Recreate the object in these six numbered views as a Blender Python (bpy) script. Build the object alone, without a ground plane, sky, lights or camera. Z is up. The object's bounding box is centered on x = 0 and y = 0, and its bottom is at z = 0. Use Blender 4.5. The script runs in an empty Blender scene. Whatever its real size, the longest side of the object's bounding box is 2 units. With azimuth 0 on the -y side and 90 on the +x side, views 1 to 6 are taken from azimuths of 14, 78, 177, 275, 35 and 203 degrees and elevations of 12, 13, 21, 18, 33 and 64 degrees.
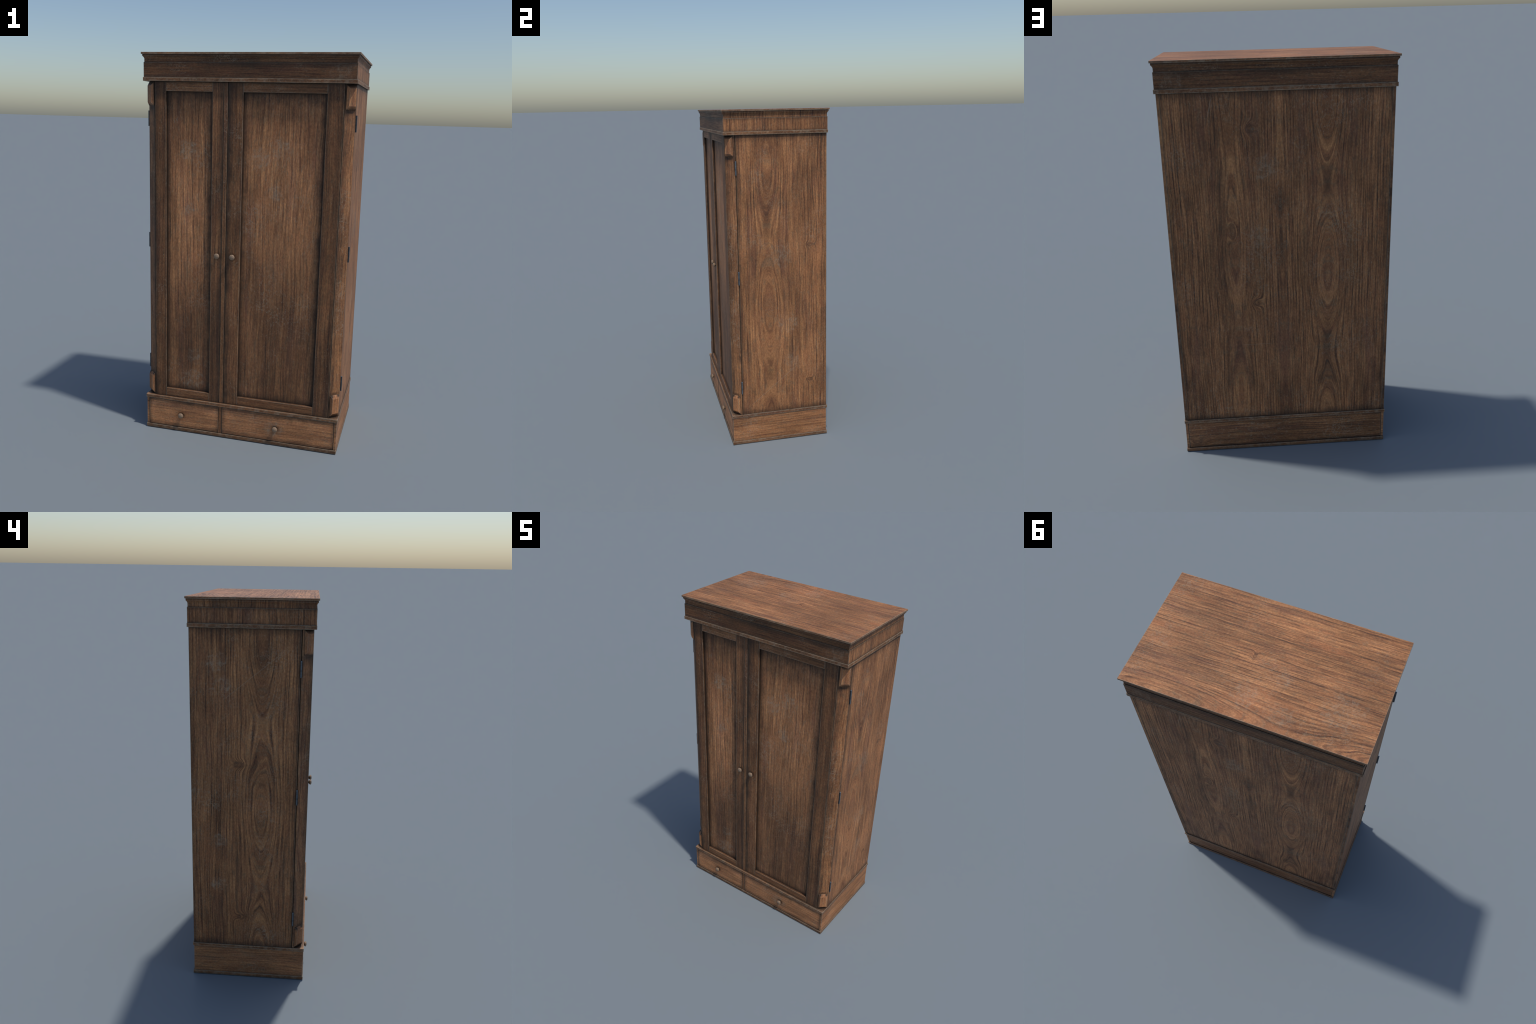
"""Old two-door wooden wardrobe: moulded cornice, chamfered door corners with
carved corbels, two drawers in the plinth.  Everything is built from boards,
one swept moulding and a few turned / bevelled small pieces; the wood is a
procedural grain whose rings fold round "cathedral" centres."""
import bpy, bmesh, math, random
from mathutils import Vector

random.seed(7)
COL = bpy.context.scene.collection

# ------------------------------------------------------------------ sizes (m)
YC = 0.0033                       # centre of the carcass in depth
SX = 0.5255                       # half width of the carcass
Y_FRONT, Y_BACK = -0.2842, 0.2972 # door face, rear of the sides
Z_PL, Z_CR = 0.192, 1.862         # top of plinth, underside of cornice
CH_X, CH_Y = 0.0495, 0.0452       # corner chamfer (in x, in y)
Y_DOOR = -0.2316                  # rear of the doors
Y_PANEL = -0.2700                 # recessed door panels


# ------------------------------------------------------------------ node tools
class Tree:
    """Tiny expression builder over a material's node tree."""

    def __init__(self, name):
        self.mat = bpy.data.materials.new(name)
        self.mat.use_nodes = True
        self.t = self.mat.node_tree
        self.bsdf = self.t.nodes["Principled BSDF"]
        tc = self.t.nodes.new("ShaderNodeTexCoord")
        self.obj = tc.outputs["Object"]
        sep = self.t.nodes.new("ShaderNodeSeparateXYZ")
        self.t.links.new(self.obj, sep.inputs[0])
        self.x, self.y, self.z = sep.outputs

    def put(self, sock, v):
        if isinstance(v, bpy.types.NodeSocket):
            self.t.links.new(v, sock)
        elif v is not None:
            sock.default_value = v

    def m(self, op, a, b=None, c=None, clamp=False):
        n = self.t.nodes.new("ShaderNodeMath")
        n.operation, n.use_clamp = op, clamp
        for s, v in zip(n.inputs, (a, b, c)):
            self.put(s, v)
        return n.outputs[0]

    def add(self, a, b): return self.m("ADD", a, b)
    def sub(self, a, b): return self.m("SUBTRACT", a, b)
    def mul(self, a, b): return self.m("MULTIPLY", a, b)
    def inv(self, a): return self.m("SUBTRACT", 1.0, a)

    def vec(self, x, y, z):
        n = self.t.nodes.new("ShaderNodeCombineXYZ")
        for s, v in zip(n.inputs, (x, y, z)):
            self.put(s, v)
        return n.outputs[0]

    def noise(self, v, scale=1.0, detail=2.0, rough=0.5, dist=0.0, color=False):
        n = self.t.nodes.new("ShaderNodeTexNoise")
        self.put(n.inputs["Vector"], v)
        n.inputs["Scale"].default_value = scale
        n.inputs["Detail"].default_value = detail
        n.inputs["Roughness"].default_value = rough
        n.inputs["Distortion"].default_value = dist
        return n.outputs["Color" if color else "Fac"]

    def step(self, v, lo, hi, a=0.0, b=1.0):
        n = self.t.nodes.new("ShaderNodeMapRange")
        n.interpolation_type = "SMOOTHSTEP"
        for s, x in zip(n.inputs, (v, lo, hi, a, b)):
            self.put(s, x)
        return n.outputs[0]

    def ramp(self, fac, stops):
        n = self.t.nodes.new("ShaderNodeValToRGB")
        el = n.color_ramp.elements
        while len(el) < len(stops):
            el.new(0.5)
        for e, (p, c) in zip(el, stops):
            e.position, e.color = p, (*c, 1)
        self.put(n.inputs[0], fac)
        return n.outputs[0]

    def mix(self, fac, a, b, blend="MIX"):
        n = self.t.nodes.new("ShaderNodeMix")
        n.data_type, n.blend_type = "RGBA", blend
        self.put(n.inputs[0], fac)
        for s, v in ((n.inputs[6], a), (n.inputs[7], b)):
            self.put(s, (*v, 1) if isinstance(v, tuple) and len(v) == 3 else v)
        return n.outputs[2]

    def segment(self, u, w, a, b, width):
        """Mask of a thin straight scratch from a to b in the (u, w) plane."""
        (u0, w0), (u1, w1) = a, b
        L = math.hypot(u1 - u0, w1 - w0)
        tx, ty = (u1 - u0) / L, (w1 - w0) / L
        du, dw = self.sub(u, u0), self.sub(w, w0)
        along = self.add(self.mul(du, tx), self.mul(dw, ty))
        across = self.m("ABSOLUTE", self.add(self.mul(du, -ty), self.mul(dw, tx)))
        inside = self.mul(self.step(along, 0, L * .15), self.step(along, L * .8, L, 1, 0))
        return self.mul(self.step(across, width * .4, width, 1, 0), inside)


# ------------------------------------------------------------------ wood
DARK, MID, LIGHT = (.078, .036, .0210), (.254, .109, .047), (.470, .220, .089)
PLUM, OLIVE, RUST = (.140, .060, .038), (.190, .104, .052), (.335, .128, .052)
DUST, NEAR_BLACK = (.37, .305, .22), (.026, .018, .013)


def wood(name, across="x", along="z", seed=0.0, cathedral=(), period=0.848, knots=(),
         tone=1.0, contrast=1.0, freq=1.0, borders=(), scuffs=1.0, dusty=0.0, scuff_spots=(),
         light_spots=(), dark_spots=(), scratches=(), wear=1.0, vary=False, red=0.0, waver=1.0):
    T = Tree(name)
    ax = {"x": T.x, "y": T.y, "z": T.z}
    u, w = ax[across], ax[along]
    d = ax[({"x", "y", "z"} - {across, along}).pop()]
    s = seed * 3.17
    if vary:                                   # each board cut from another place
        oi = T.t.nodes.new("ShaderNodeObjectInfo")
        s = T.add(T.mul(oi.outputs["Random"], 37.0), s)
    # --- slow wander of the fibres
    warp = T.sub(T.noise(T.vec(T.mul(u, 5.0), T.add(T.mul(w, 1.3), s), d), 1, 3, .55), .5)
    warp2 = T.sub(T.noise(T.vec(T.mul(u, 22.0), T.add(T.mul(w, 6.0), s), d), 1, 2, .5), .5)
    h = T.add(u, T.add(T.mul(warp, .045 * waver), T.mul(warp2, .006 * waver)))
    # --- rings fold round the heart of the plank: closed ovals and arches
    if cathedral:
        fold = heart = None
        for u0, w0, amp, eps in cathedral:
            du = T.add(T.sub(u, u0), T.mul(warp, .03))
            r = T.m("SQRT", T.add(T.mul(du, du), eps * eps))
            fade = T.m("EXPONENT", T.mul(T.mul(du, du), -1 / .085 ** 2))
            wave = T.m("COSINE", T.add(T.mul(T.sub(w, w0), math.tau / period), T.mul(warp2, .5)))
            f = T.sub(r, T.mul(T.mul(wave, fade), amp))
            fold = f if fold is None else T.m("SMOOTH_MIN", fold, f, .05)
            core = T.mul(T.m("EXPONENT", T.mul(T.mul(du, du), -1 / (eps * .55) ** 2)), T.step(wave, -.3, .7))
            heart = core if heart is None else T.m("MAXIMUM", heart, core)
        h = T.add(fold, T.add(T.mul(warp, .018 * waver), T.mul(warp2, .006 * waver)))
    knot_mask = None
    for ku, kw, kr, st in knots:               # knots push the grain aside
        a = T.mul(T.sub(u, ku), 1 / (kr * (st if st > 1 else 1)))
        b = T.mul(T.sub(w, kw), 1 / (kr / (st if st < 1 else 1)))
        q = T.m("EXPONENT", T.mul(T.add(T.mul(a, a), T.mul(b, b)), -1.0))
        h = T.add(h, T.mul(q, kr * 1.5))
        core = T.mul(T.step(q, .35, .75), T.step(q, .86, .99, 1, .35))
        knot_mask = core if knot_mask is None else T.m("MAXIMUM", knot_mask, core)
    # --- streaks, fine fibre, pores
    band = T.noise(T.vec(T.mul(h, 34 * freq), T.add(T.mul(w, .6), s), T.mul(d, 3)), 1, 3, .55)
    ring = T.noise(T.vec(T.mul(h, 105 * freq), T.add(T.mul(w, 1.3), s), T.mul(d, 3)), 1, 3, .6)
    fibre = T.noise(T.vec(T.mul(h, 260), T.add(T.mul(w, 8.0), s), d), 1, 2, .6)
    pore = T.noise(T.vec(T.mul(u, 420), T.add(T.mul(w, 38.0), s), d), 1, 1, .5)
    # yearly rings: each pales, then ends in a thin dark line
    phase = T.add(T.mul(h, 62 * freq), T.mul(T.noise(T.vec(T.mul(h, 20), T.add(T.mul(w, .9), s), d), 1, 3, .6), 3.2))
    year = T.m("FRACT", phase)
    late = T.mul(T.step(year, .45, .92, 0, 1), T.step(year, .95, 1.0, 1, 0))
    late = T.mul(late, T.step(T.noise(T.vec(T.mul(h, 40), T.add(T.mul(w, 1.5), s), d), 1, 3, .6), .36, .60, .25, 1))
    t = T.add(T.mul(T.sub(band, .5), .70), T.add(T.mul(T.sub(ring, .5), .95), T.mul(T.sub(fibre, .5), 1.55)))
    t = T.add(T.mul(T.sub(t, T.mul(T.sub(late, .22), .36)), contrast), .5)
    if cathedral:                              # the heart of an oval is plain and pale
        plain = T.add(.56, T.mul(T.sub(fibre, .5), .9))
        t = T.add(t, T.mul(T.sub(plain, t), T.mul(heart, .72)))
    t = T.sub(t, T.step(pore, .60, .74, 0, .16))
    col = T.ramp(t, ((.02, DARK), (.46, MID), (.98, LIGHT)))
    # --- broad colour drift
    n1 = T.noise(T.vec(T.mul(h, 17), T.add(T.mul(w, 2.0), s), T.add(d, 4.0)), 1, 3, .6)
    n2 = T.noise(T.vec(T.mul(h, 21), T.add(T.mul(w, 2.4), s), T.add(d, 9.0)), 1, 3, .6)
    col = T.mix(T.step(n1, .50, .74, 0, .60), col, PLUM)
    col = T.mix(T.step(n2, .54, .76, 0, .45), col, OLIVE)
    col = T.mix(T.step(n1, .47, .28, 0, .35 + red), col, RUST)
    hue = T.noise(T.vec(T.mul(h, 130), T.add(T.mul(w, 26), s), T.mul(d, 90)), 1, 2, .6)
    col = T.mix(T.step(hue, .52, .68, 0, .46), col, (.170, .110, .062))
    col = T.mix(T.step(hue, .44, .28, 0, .34), col, (.225, .082, .043))
    if knot_mask is not None:
        col = T.mix(T.mul(knot_mask, .5), col, DARK)
    tint = T.noise(T.vec(T.mul(h, 9), T.add(T.mul(w, 3), s), d), 1, 5, .65)
    value = T.mul(T.step(tint, .30, .70, .72, 1.22), tone)
    fleck = T.noise(T.vec(T.mul(u, 190), T.add(T.mul(w, 90), s), T.mul(d, 150)), 1, 3, .7)
    value = T.mul(value, T.step(fleck, .28, .72, .76, 1.24))
    if vary:
        value = T.mul(value, T.m("MULTIPLY_ADD", oi.outputs["Random"], .25, .88))
    for pu, pw, ru, rw, gain in light_spots:   # places rubbed paler by hands
        a, b = T.mul(T.sub(u, pu), 1 / ru), T.mul(T.sub(w, pw), 1 / rw)
        q = T.m("EXPONENT", T.mul(T.add(T.mul(a, a), T.mul(b, b)), -1.0))
        q = T.mul(q, T.step(n2, .25, .6, .6, 1.1))
        value = T.mul(value, T.m("MULTIPLY_ADD", q, gain, 1.0))
    col = T.mix(1.0, col, T.vec(value, value, value), "MULTIPLY")
    # --- grey scuffs: specks gathered in patches, plus hair scratches
    p3 = T.vec(T.mul(u, 1), T.add(w, s), d)
    patch = T.noise(p3, 5.5, 2, .5)
    speck = T.noise(p3, 95, 5, .75, .6)
    chip2 = T.noise(p3, 40, 5, .7, .3)
    vein = T.m("ABSOLUTE", T.sub(T.noise(p3, 30, 4, .62, .8), .5))
    scrawl = T.m("MAXIMUM", T.step(vein, .006, .022, .85, 0), T.step(speck, .60, .70))
    sc = T.mul(T.step(patch, .50, .74), scrawl)
    for pu, pw, pr in scuff_spots:
        a, b = T.mul(T.sub(u, pu), 1 / pr), T.mul(T.sub(w, pw), 1 / pr)
        q = T.m("EXPONENT", T.mul(T.add(T.mul(a, a), T.mul(b, b)), -1.0))
        q = T.step(T.mul(q, T.step(chip2, .30, .62, .35, 1.5)), .18, .80)
        sc = T.m("MAXIMUM", sc, T.mul(q, T.m("MAXIMUM", scrawl, T.step(chip2, .50, .66, .12, .8))))
    for ang, off in ((.6, 3.0), (-.9, 11.0), (2.6, 17.0)):
        ca, sa = math.cos(ang), math.sin(ang)
        lu = T.add(T.mul(u, ca), T.mul(w, sa))
        lw = T.sub(T.mul(w, ca), T.mul(u, sa))
        line = T.noise(T.vec(T.mul(lu, 11), T.mul(lw, 210), T.add(off, s)), 1, 1, .4)
        gate = T.noise(T.vec(T.mul(lu, 16), T.mul(lw, 16), T.add(off, s)), 1, 2, .5)
        sc = T.m("MAXIMUM", sc, T.mul(T.step(line, .72, .79), T.step(gate, .54, .70, 0, .55)))
    mote = T.noise(T.vec(T.mul(u, 150), T.add(T.mul(w, 75), s), T.mul(d, 120)), 1, 2, .6)
    sc = T.m("MAXIMUM", sc, T.mul(T.step(mote, .58, .72), T.step(patch, .35, .62, .15, .65)))
    sc = T.mul(sc, .46 * scuffs)
    for a, b, width, k in scratches:
        sc = T.m("MAXIMUM", sc, T.mul(T.segment(u, T.add(w, T.mul(warp2, .004)), a, b, width), k))
    if dusty:
        sc = T.m("MAXIMUM", sc, T.step(T.noise(p3, 30, 5, .75), .44, .62, 0, dusty))
    col = T.mix(sc, col, DUST)
    # --- ragged darkening along the borders of the board
    rough_edge = T.noise(T.vec(T.mul(u, 18), T.add(T.mul(w, 18), s), d), 1, 4, .65)
    keep = None
    for axis, val, sign, width, k in borders:
        dist = T.mul(T.sub(ax[axis], val), sign)
        dist = T.add(dist, T.mul(T.sub(rough_edge, .5), width * 1.3))
        g = T.step(dist, -width * .15, width, 1 - k, 1)
        keep = g if keep is None else T.mul(keep, g)
    for pu, pw, ru, rw, k in dark_spots:
        a, b = T.mul(T.sub(u, pu), 1 / ru), T.mul(T.sub(w, pw), 1 / rw)
        q = T.m("EXPONENT", T.mul(T.add(T.mul(a, a), T.mul(b, b)), -1.0))
        q = T.mul(q, T.step(rough_edge, .2, .6, .5, 1.1))
        g = T.m("SUBTRACT", 1.0, T.mul(q, k), clamp=True)
        keep = g if keep is None else T.mul(keep, g)
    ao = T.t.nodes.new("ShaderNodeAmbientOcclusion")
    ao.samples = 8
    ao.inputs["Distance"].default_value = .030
    ao_shade = T.step(ao.outputs["AO"], .38, .93, .14, 1.0)   # corner shading from AO, darkened into the base colour
    keep = ao_shade if keep is None else T.mul(keep, ao_shade)
    col = T.mix(T.inv(keep), col, NEAR_BLACK)
    # --- worn, greyed arrises
    bev = T.t.nodes.new("ShaderNodeBevel")
    bev.samples = 8
    bev.inputs["Radius"].default_value = .0060
    geo = T.t.nodes.new("ShaderNodeNewGeometry")
    dot = T.t.nodes.new("ShaderNodeVectorMath")
    dot.operation = "DOT_PRODUCT"
    T.t.links.new(bev.outputs[0], dot.inputs[0])
    T.t.links.new(geo.outputs["True Normal"], dot.inputs[1])
    chip = T.noise(T.vec(T.mul(u, 26), T.add(T.mul(w, 26), s), T.mul(d, 26)), 1, 4, .7)
    e = T.mul(T.step(dot.outputs["Value"], .998, .925), T.step(chip, .32, .62, .25, 1.0))
    col = T.mix(T.mul(T.mul(e, .72 * wear), T.m("POWER", keep, .8)), col, DUST)
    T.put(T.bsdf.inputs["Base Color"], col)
    T.put(T.bsdf.inputs["Roughness"], T.step(t, 0, 1, .66, .54))
    T.bsdf.inputs["Specular IOR Level"].default_value = .27
    bump = T.t.nodes.new("ShaderNodeBump")
    bump.inputs["Strength"].default_value = .35
    bump.inputs["Distance"].default_value = .0012
    T.put(bump.inputs["Height"], T.add(T.mul(fibre, .6), T.add(T.mul(ring, .5), T.mul(sc, -.5))))
    T.t.links.new(bump.outputs[0], T.bsdf.inputs["Normal"])
    return T.mat


def steel():
    T = Tree("blued_steel")
    n = T.noise(T.vec(T.mul(T.x, 30), T.mul(T.y, 30), T.mul(T.z, 45)), 1, 3, .6)
    T.put(T.bsdf.inputs["Base Color"], T.mix(T.step(T.y, -.0022, -.0036, 0, .8), T.ramp(n, ((.35, (.050, .056, .066)), (.65, (.150, .170, .185)))), (.012, .013, .016)))  # front face tinted near black: baked contact shade of the hinge
    T.bsdf.inputs["Metallic"].default_value = .0
    T.bsdf.inputs["Roughness"].default_value = .5
    return T.mat


def knob_wood():
    T = Tree("pale_turned_wood")
    n = T.noise(T.vec(T.mul(T.x, 220), T.mul(T.y, 60), T.mul(T.z, 220)), 1, 4, .65)
    col = T.ramp(n, ((.25, (.17, .10, .058)), (.55, (.30, .20, .125)), (.8, (.42, .30, .20))))
    neck = T.step(T.y, -.009, 0.0)             # grime in the neck
    col = T.mix(T.mul(neck, .8), col, NEAR_BLACK)
    T.put(T.bsdf.inputs["Base Color"], col)
    T.bsdf.inputs["Roughness"].default_value = .55
    return T.mat


# ------------------------------------------------------------------ mesh tools
def finish(name, bm, mats, parent, slot=None, loc=None, bevel=0.0, smooth=False):
    bmesh.ops.recalc_face_normals(bm, faces=bm.faces)
    if bevel:
        sharp = [e for e in bm.edges if len(e.link_faces) == 2 and e.calc_face_angle() > .3]
        bmesh.ops.bevel(bm, geom=sharp, offset=bevel, segments=2, profile=.6, affect="EDGES")
    bm.normal_update()
    mats = mats if isinstance(mats, (list, tuple)) else [mats]
    if slot:
        for f in bm.faces:
            f.material_index = slot(f.normal)
    me = bpy.data.meshes.new(name)
    bm.to_mesh(me)
    bm.free()
    for m in mats:
        me.materials.append(m)
    if smooth:
        me.shade_smooth()
        me.set_sharp_from_angle(angle=math.radians(38))
    return place(name, me, parent, loc)


def place(name, me, parent, loc=None):
    ob = bpy.data.objects.new(name, me)
    COL.objects.link(ob)
    ob.parent = parent
    if loc:
        ob.location = loc
    return ob


def board(name, x0, x1, y0, y1, z0, z1, mats, parent, bevel=.0012, slot=None):
    bm = bmesh.new()
    bmesh.ops.create_cube(bm, size=1)
    c, s = Vector(((x0 + x1) / 2, (y0 + y1) / 2, (z0 + z1) / 2)), (x1 - x0, y1 - y0, z1 - z0)
    for v in bm.verts:
        v.co = Vector(a * b for a, b in zip(v.co, s)) + c
    return finish(name, bm, mats, parent, slot, bevel=bevel)


def prism(name, outline, z0, z1, mats, parent, bevel=.0012):
    """Upright bar of a polygonal (x, y) section."""
    bm = bmesh.new()
    lo = [bm.verts.new((x, y, z0)) for x, y in outline]
    hi = [bm.verts.new((x, y, z1)) for x, y in outline]
    bm.faces.new(lo)
    bm.faces.new(hi)
    n = len(outline)
    for i in range(n):
        bm.faces.new((lo[i], lo[(i + 1) % n], hi[(i + 1) % n], hi[i]))
    return finish(name, bm, mats, parent, bevel=bevel)


def swept(name, profile, mats, parent, slot=None, bevel=.0008):
    """Moulding of a (half x, half y, z) profile mitred round the carcass."""
    bm = bmesh.new()
    rings = []
    for hx, hy, z in profile:
        rings.append([bm.verts.new((sx * hx, YC + sy * hy, z)) for sx, sy in ((-1, -1), (1, -1), (1, 1), (-1, 1))])
    bm.faces.new(rings[0])
    bm.faces.new(rings[-1])
    for a, b in zip(rings, rings[1:]):
        for i in range(4):
            bm.faces.new((a[i], a[(i + 1) % 4], b[(i + 1) % 4], b[i]))
    return finish(name, bm, mats, parent, slot, bevel=bevel)


def turned(name, profile, mat, seg=28):
    """Knob turned about -y; profile of (radius, height)."""
    bm = bmesh.new()
    rings = []
    for r, h in profile:
        rings.append([bm.verts.new((r * math.cos(math.tau * i / seg), -h, r * math.sin(math.tau * i / seg))) for i in range(seg)])
    for a, b in zip(rings, rings[1:]):
        for i in range(seg):
            bm.faces.new((a[i], a[(i + 1) % seg], b[(i + 1) % seg], b[i]))
    bm.faces.new(rings[0])
    bm.faces.new(rings[-1])
    bmesh.ops.recalc_face_normals(bm, faces=bm.faces)
    me = bpy.data.meshes.new(name)
    bm.to_mesh(me)
    bm.free()
    me.materials.append(mat)
    me.shade_smooth()
    me.set_sharp_from_angle(angle=math.radians(50))
    return me


# ------------------------------------------------------------------ materials
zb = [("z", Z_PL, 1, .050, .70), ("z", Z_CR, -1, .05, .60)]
M_right = wood("walnut_side_right", "y", "z", 1, cathedral=((-.055, .835, .014, .060),), tone=1.06, contrast=.95,
               knots=((.195, 1.223, .014, 2.2), (.191, .379, .014, 2.2)), dark_spots=((-.055, .46, .03, .10, .5), (-.06, 1.34, .03, .09, .35)),
               scuff_spots=((.02, 1.17, .07), (.06, .75, .06), (.08, .5, .05)),
               scratches=(((-.19, .235), (.14, .50), .0022, .34), ((.06, .52), (.14, .62), .0016, .25), ((.0, .60), (.05, .9), .0014, .2)),
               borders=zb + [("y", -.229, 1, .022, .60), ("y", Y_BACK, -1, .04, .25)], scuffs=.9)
M_left = wood("walnut_side_left", "y", "z", 2, scuffs=1.3, cathedral=((-.054, .970, .024, .050),),
              knots=((.061, 1.204, .022, 1.6), (.040, .363, .022, 1.6)), tone=.98,
              scuff_spots=((.125, 1.60, .035), (.15, .80, .035), (.17, 1.70, .05), (.16, .55, .04)),
              scratches=(((.165, 1.50), (-.20, 1.80), .0022, .28), ((.18, 1.40), (.09, 1.47), .0016, .2)),
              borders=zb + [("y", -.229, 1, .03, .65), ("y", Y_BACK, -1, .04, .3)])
M_back = wood("walnut_back", "x", "z", 3, cathedral=((-.223, 1.006, .022, .048), (.222, 1.22, .009, .030)), freq=1.1,
              knots=((.127, 1.70, .028, 1.0), (.127, .85, .026, 1.0), (.225, 1.22, .020, .35)), tone=1.0,
              dark_spots=((.275, 1.25, .030, .55, .38), (.0, 1.0, .025, .3, .2), (-.22, 1.44, .03, .10, .3), (-.22, .60, .03, .10, .3)),
              scuff_spots=((.06, 1.52, .06), (.10, 1.2, .05)),
              scratches=(((.287, 1.845), (.312, 1.745), .0022, .42), ((.05, .62), (.22, .62), .0018, .25)),
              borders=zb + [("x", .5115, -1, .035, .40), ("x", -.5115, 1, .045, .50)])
M_top = wood("walnut_top", "y", "x", 4, tone=1.10, freq=1.0, contrast=1.0, knots=((0.0, .055, .011, 2.4),),
             cathedral=((.30, .35, .03, .03),), period=1.1, red=.3,
             scuff_spots=((.20, .02, .06), (.13, -.38, .09), (.23, -.15, .05), (.06, -.10, .04)), scuffs=.8, wear=.9)
crown_z = [("z", 1.9525, -1, .020, .55), ("z", 1.8805, 1, .014, .45)]
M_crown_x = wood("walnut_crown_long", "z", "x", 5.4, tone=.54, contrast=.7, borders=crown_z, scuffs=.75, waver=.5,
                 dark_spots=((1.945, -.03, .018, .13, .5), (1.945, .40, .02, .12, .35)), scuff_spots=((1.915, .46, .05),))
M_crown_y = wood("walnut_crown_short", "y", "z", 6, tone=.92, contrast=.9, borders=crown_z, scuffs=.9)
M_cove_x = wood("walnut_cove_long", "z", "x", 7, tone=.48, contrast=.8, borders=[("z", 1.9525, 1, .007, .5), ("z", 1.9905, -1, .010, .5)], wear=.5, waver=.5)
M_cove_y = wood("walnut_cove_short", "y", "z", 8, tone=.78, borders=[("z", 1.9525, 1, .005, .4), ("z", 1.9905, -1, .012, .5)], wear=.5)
M_mould_x = wood("walnut_moulding_long", "z", "x", 9, tone=.72, wear=1.2, scuffs=1.4, contrast=.7, waver=.4, dusty=.30)
M_mould_y = wood("walnut_moulding_short", "z", "y", 10, tone=.75, wear=1.5, scuffs=1.6, contrast=.7, waver=.4, dusty=.30)
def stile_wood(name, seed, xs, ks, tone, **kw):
    """Upright of a door frame: darker toward each long edge, near black inside the rebate."""
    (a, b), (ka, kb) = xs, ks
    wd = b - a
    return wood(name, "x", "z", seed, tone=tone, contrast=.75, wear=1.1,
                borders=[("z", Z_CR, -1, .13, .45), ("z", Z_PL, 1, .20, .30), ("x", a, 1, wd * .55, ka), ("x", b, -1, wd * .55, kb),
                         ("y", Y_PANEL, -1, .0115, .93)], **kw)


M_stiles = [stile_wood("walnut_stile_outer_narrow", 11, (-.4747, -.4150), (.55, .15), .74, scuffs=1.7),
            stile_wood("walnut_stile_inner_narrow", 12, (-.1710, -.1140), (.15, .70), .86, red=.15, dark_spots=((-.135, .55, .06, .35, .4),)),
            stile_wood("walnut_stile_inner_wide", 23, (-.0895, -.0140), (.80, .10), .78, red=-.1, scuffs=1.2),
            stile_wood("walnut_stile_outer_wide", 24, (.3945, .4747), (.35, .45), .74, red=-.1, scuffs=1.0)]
M_strip = wood("walnut_strip", "x", "z", 25, tone=.74, contrast=.6, wear=.6, borders=[("z", Z_CR, -1, .13, .4)])
M_rail = wood("walnut_rail", "z", "x", 12, tone=.80, contrast=.6, vary=True, wear=1.0, borders=[("z", Z_CR, -1, .03, .3), ("z", Z_PL, 1, .025, .4)], waver=.5)
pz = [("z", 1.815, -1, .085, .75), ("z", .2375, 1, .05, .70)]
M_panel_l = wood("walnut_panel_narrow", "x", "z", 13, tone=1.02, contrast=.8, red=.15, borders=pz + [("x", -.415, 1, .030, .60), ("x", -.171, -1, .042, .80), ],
                 scuff_spots=((-.293, 1.23, .035), (-.26, .435, .04), (-.30, 1.53, .05), (-.27, .30, .06)),
                 scuffs=1.5, light_spots=((-.30, 1.22, .09, .36, .80),), dark_spots=((-.29, .52, .2, .33, .40),))
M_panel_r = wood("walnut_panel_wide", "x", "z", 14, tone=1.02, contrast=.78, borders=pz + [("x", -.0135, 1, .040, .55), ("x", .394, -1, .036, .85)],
                 scuff_spots=((.177, 1.55, .05), (.08, 1.50, .05), (.16, 1.33, .04)),
                 scuffs=1.35, light_spots=((.20, 1.35, .21, .36, .50),), dark_spots=((.20, .40, .3, .35, .33),))
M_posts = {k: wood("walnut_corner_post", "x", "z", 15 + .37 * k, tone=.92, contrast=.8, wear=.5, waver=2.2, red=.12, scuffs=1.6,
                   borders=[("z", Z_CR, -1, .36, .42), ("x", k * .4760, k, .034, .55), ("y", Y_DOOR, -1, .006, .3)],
                   dark_spots=((k * .501, 1.733, .026, .012, .75), (k * .4785, 1.80, .0045, .075, .9), (k * .4785, .26, .0045, .07, .9),  # shadow below and beside the corbels drawn as dark spots
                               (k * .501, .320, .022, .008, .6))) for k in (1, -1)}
corbel_look = dict(across="x", along="z", tone=1.15, contrast=.7, wear=1.5, vary=True)
M_corbel_head = wood("walnut_corbel_head", seed=16, borders=[("z", .1145, -1, .012, .95), ("z", 0, 1, .013, .85), ("y", .0005, -1, .0040, .97)], **corbel_look)  # top, underside and base outline blackened for occlusion
M_corbel_foot = wood("walnut_corbel_foot", seed=26, borders=[("z", 0, 1, .005, .9), ("y", .0005, -1, .0040, .97)],
                     dark_spots=((-.020, .110, .010, .010, 1.0), (.020, .110, .010, .010, 1.0)), **corbel_look)  # two black corners copy baked occlusion blots
M_base_y = wood("walnut_plinth_side", "z", "y", 17, tone=1.2, contrast=.8, borders=[("z", .174, -1, .018, .35), ("z", .0195, 1, .016, .35)])
M_base_x = wood("walnut_plinth_back", "z", "x", 18, tone=.92, contrast=.9, scuffs=1.5, waver=1.6, knots=((.05, .47, .02, .6),), borders=[("z", .174, -1, .022, .45), ("z", .0195, 1, .020, .55)])
dz = [("z", .1715, -1, .038, .72), ("z", .0225, 1, .032, .60)]
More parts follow.
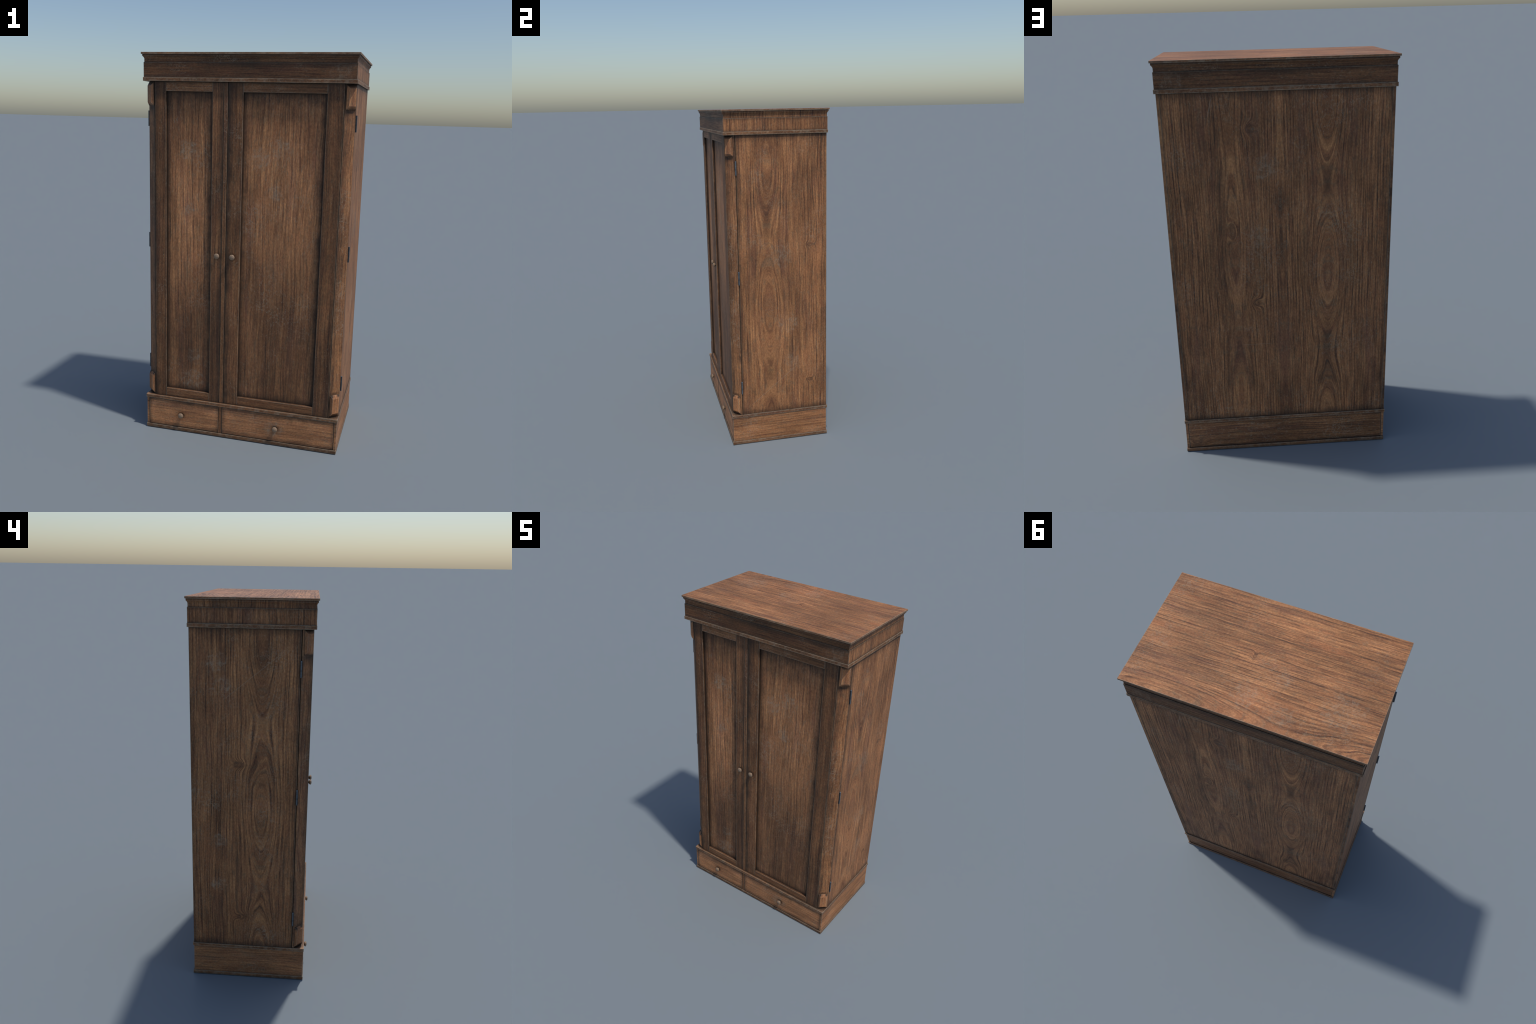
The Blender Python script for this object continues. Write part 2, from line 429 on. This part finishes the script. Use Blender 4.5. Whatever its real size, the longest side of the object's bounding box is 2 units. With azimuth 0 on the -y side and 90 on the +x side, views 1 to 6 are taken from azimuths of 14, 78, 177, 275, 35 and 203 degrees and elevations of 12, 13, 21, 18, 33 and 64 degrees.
M_drawer_l = wood("walnut_drawer_short", "z", "x", 19, tone=1.72, contrast=.55, freq=1.0, waver=.7, red=.05, borders=dz + [("x", -.5095, 1, .018, .5), ("x", -.1145, -1, .018, .45)],
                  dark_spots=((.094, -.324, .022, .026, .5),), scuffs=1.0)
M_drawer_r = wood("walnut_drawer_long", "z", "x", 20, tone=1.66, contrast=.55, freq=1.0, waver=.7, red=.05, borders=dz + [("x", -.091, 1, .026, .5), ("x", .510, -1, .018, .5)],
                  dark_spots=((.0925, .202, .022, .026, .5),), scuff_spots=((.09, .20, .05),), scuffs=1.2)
M_steel, M_knob = steel(), knob_wood()

# ------------------------------------------------------------------ wardrobe
root = bpy.data.objects.new("wooden_wardrobe", None)
COL.objects.link(root)
root.empty_display_size = .2
root["label"] = "old worn dark wooden wardrobe with two doors and two drawers"
root["category"] = "wardrobe"

long_or_short = lambda n: 1 if abs(n.x) > .6 else 0

# cornice: lower bead, frieze, cove, top board
cornice = swept("cornice", [(.5302, .2982, 1.8803), (.5302, .2982, 1.9525)], [M_crown_x, M_crown_y], root, long_or_short, bevel=.0010)
swept("cornice_bead", [(.5340, .3000, 1.8620), (.5340, .3000, 1.8805)], [M_mould_x, M_mould_y], cornice, long_or_short, bevel=.0014)
swept("cove_moulding", [(.5272, .2955, 1.9520), (.5272, .2955, 1.9690), (.5284, .2966, 1.9728), (.5312, .2988, 1.9775),
                        (.5352, .3026, 1.9815), (.5352, .3026, 1.9902)], [M_cove_x, M_cove_y], cornice, long_or_short, bevel=0)
top_slot = lambda n: 0 if abs(n.z) > .7 else (2 if abs(n.x) > .6 else 1)
swept("top_board", [(.5408, .3078, 1.9900), (.5408, .3078, 2.0000)], [M_top, M_mould_x, M_mould_y], cornice, top_slot, bevel=.0012)

# carcass
for s, m in ((1, M_right), (-1, M_left)):
    a, b = sorted((s * SX, s * (SX - .0138)))
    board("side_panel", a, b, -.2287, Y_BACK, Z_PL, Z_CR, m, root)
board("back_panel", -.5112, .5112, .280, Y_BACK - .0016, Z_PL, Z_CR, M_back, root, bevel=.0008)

# plinth
plinth = swept("plinth", [(.5290, .2985, .1742), (.5290, .2985, .1920)], [M_mould_x, M_mould_y], root, long_or_short, bevel=.0014)
swept("bottom_board", [(.5282, .2985, 0.0), (.5282, .2985, .0195)], [M_mould_x, M_mould_y], plinth, long_or_short, bevel=.0014)
for s in (1, -1):
    a, b = sorted((s * .5262, s * .5130))
    board("plinth_side", a, b, -.2905, .2964, .0190, .1745, M_base_y, plinth)
board("plinth_back", -.5112, .5112, .280, .2950, .0215, .1745, M_base_x, plinth)
board("drawer_divider", -.1132, -.0948, -.2908, -.20, .0190, .1745, M_strip, plinth)

knob_mesh = turned("knob", [(.0080, -.001), (.0078, .0025), (.0090, .0050), (.0118, .0078), (.0143, .0103), (.0147, .0117),
                            (.0141, .0133), (.0118, .0158), (.0080, .0177), (.0040, .0185), (.0012, .0187)], M_knob)
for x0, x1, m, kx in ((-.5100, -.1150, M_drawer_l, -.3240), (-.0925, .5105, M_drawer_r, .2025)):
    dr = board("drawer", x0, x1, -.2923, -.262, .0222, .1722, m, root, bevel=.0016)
    place("knob", knob_mesh, dr, (kx, -.2923, .0930))

# small hardware
def hinge_mesh():
    """Square-shouldered barrel of three knuckles on a thin leaf."""
    bm = bmesh.new()
    for z0, z1 in ((0, .0258), (.0264, .0514), (.052, .078)):
        ring = [(.0046 * math.cos(a), .0046 * math.sin(a)) for a in (math.pi / 4 + math.pi / 2 * i + d for i in range(4) for d in (-.22, .22))]
        lo = [bm.verts.new((x, y, z0)) for x, y in ring]
        hi = [bm.verts.new((x, y, z1)) for x, y in ring]
        bm.faces.new(lo), bm.faces.new(hi)
        for i in range(8):
            bm.faces.new((lo[i], lo[(i + 1) % 8], hi[(i + 1) % 8], hi[i]))
    pin = bmesh.ops.create_cube(bm, size=1)["verts"]
    for v in pin:
        v.co = Vector((v.co.x * .0052, v.co.y * .0052, v.co.z * .0775 + .039))
    bmesh.ops.recalc_face_normals(bm, faces=bm.faces)
    me = bpy.data.meshes.new("hinge")
    bm.to_mesh(me)
    bm.free()
    me.materials.append(M_steel)
    return me

H_MESH = hinge_mesh()


def corbel_mesh(mat):
    """Bevelled block; x along the chamfer, y outward (negative), z up; mirrored for the foot."""
    bm = bmesh.new()
    half, dep, b = .0278, .0143, .0080
    # base rectangle, a short upright shoulder, then the raised face
    levels = [(half, .000, .114, .002), (half, .000, .114, -.0030), (half - b, .0165, .0975, -dep)]
    rings = [[bm.verts.new((sx * hx, y, z)) for sx, z in ((-1, z0), (1, z0), (1, z1), (-1, z1))] for hx, z0, z1, y in levels]
    bm.faces.new(rings[0]), bm.faces.new(rings[-1])
    for p, q in zip(rings, rings[1:]):
        for i in range(4):
            bm.faces.new((p[i], p[(i + 1) % 4], q[(i + 1) % 4], q[i]))
    bmesh.ops.recalc_face_normals(bm, faces=bm.faces)
    edges = [e for e in bm.edges if e.calc_face_angle() > .2]
    bmesh.ops.bevel(bm, geom=edges, offset=.0012, segments=2, profile=.6, affect="EDGES")
    me = bpy.data.meshes.new("corbel")
    bm.to_mesh(me)
    bm.free()
    me.materials.append(mat)
    return me

HEAD_MESH, FOOT_MESH = corbel_mesh(M_corbel_head), corbel_mesh(M_corbel_foot)

# doors
def door(s, panel, stiles, mat, kx):
    """s = side of the hinges; panel and stiles give x ranges."""
    z0, z1 = Z_PL + .0012, Z_CR - .0012
    px0, px1 = panel
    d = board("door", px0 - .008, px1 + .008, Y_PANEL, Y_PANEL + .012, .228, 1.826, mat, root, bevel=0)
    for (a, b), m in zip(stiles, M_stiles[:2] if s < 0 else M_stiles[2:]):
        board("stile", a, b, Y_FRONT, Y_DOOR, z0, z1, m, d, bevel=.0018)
    for a, b in ((z0, .2385), (1.8155, z1)):
        board("rail", px0 + .0003, px1 - .0003, Y_FRONT + .0004, Y_DOOR, a, b, M_rail, d, bevel=.0018)
    xi = SX - CH_X + .0009
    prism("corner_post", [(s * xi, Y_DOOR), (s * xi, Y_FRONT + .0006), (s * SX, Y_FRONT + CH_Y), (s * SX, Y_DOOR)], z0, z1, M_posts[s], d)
    place("knob", knob_mesh, d, (kx, Y_FRONT, .9985))
    # corbels stand on the chamfer, head and foot
    ang = math.atan2(CH_Y, CH_X)
    cx, cy = s * (SX - CH_X / 2 + .0016), Y_FRONT + CH_Y / 2 + .0015
    for z, mesh in ((1.7435, HEAD_MESH), (.1990, FOOT_MESH)):
        c = place("corbel", mesh, d, (cx, cy, z))
        c.rotation_euler = (0, 0, s * ang)
    for z in (.3285, 1.0085, 1.6412):
        place("hinge", H_MESH, d, (s * (SX + .0040), -.2311, z))
    return d


left = door(-1, (-.4150, -.1710), ((-.4747, -.4150), (-.1710, -.1140)), M_panel_l, -.1350)
board("astragal", -.1122, -.0918, Y_FRONT - .0012, Y_DOOR, Z_PL + .0012, Z_CR - .0012, M_strip, left, bevel=.0015)
right = door(1, (-.0140, .3945), ((-.0895, -.0140), (.3945, .4747)), M_panel_r, -.0530)
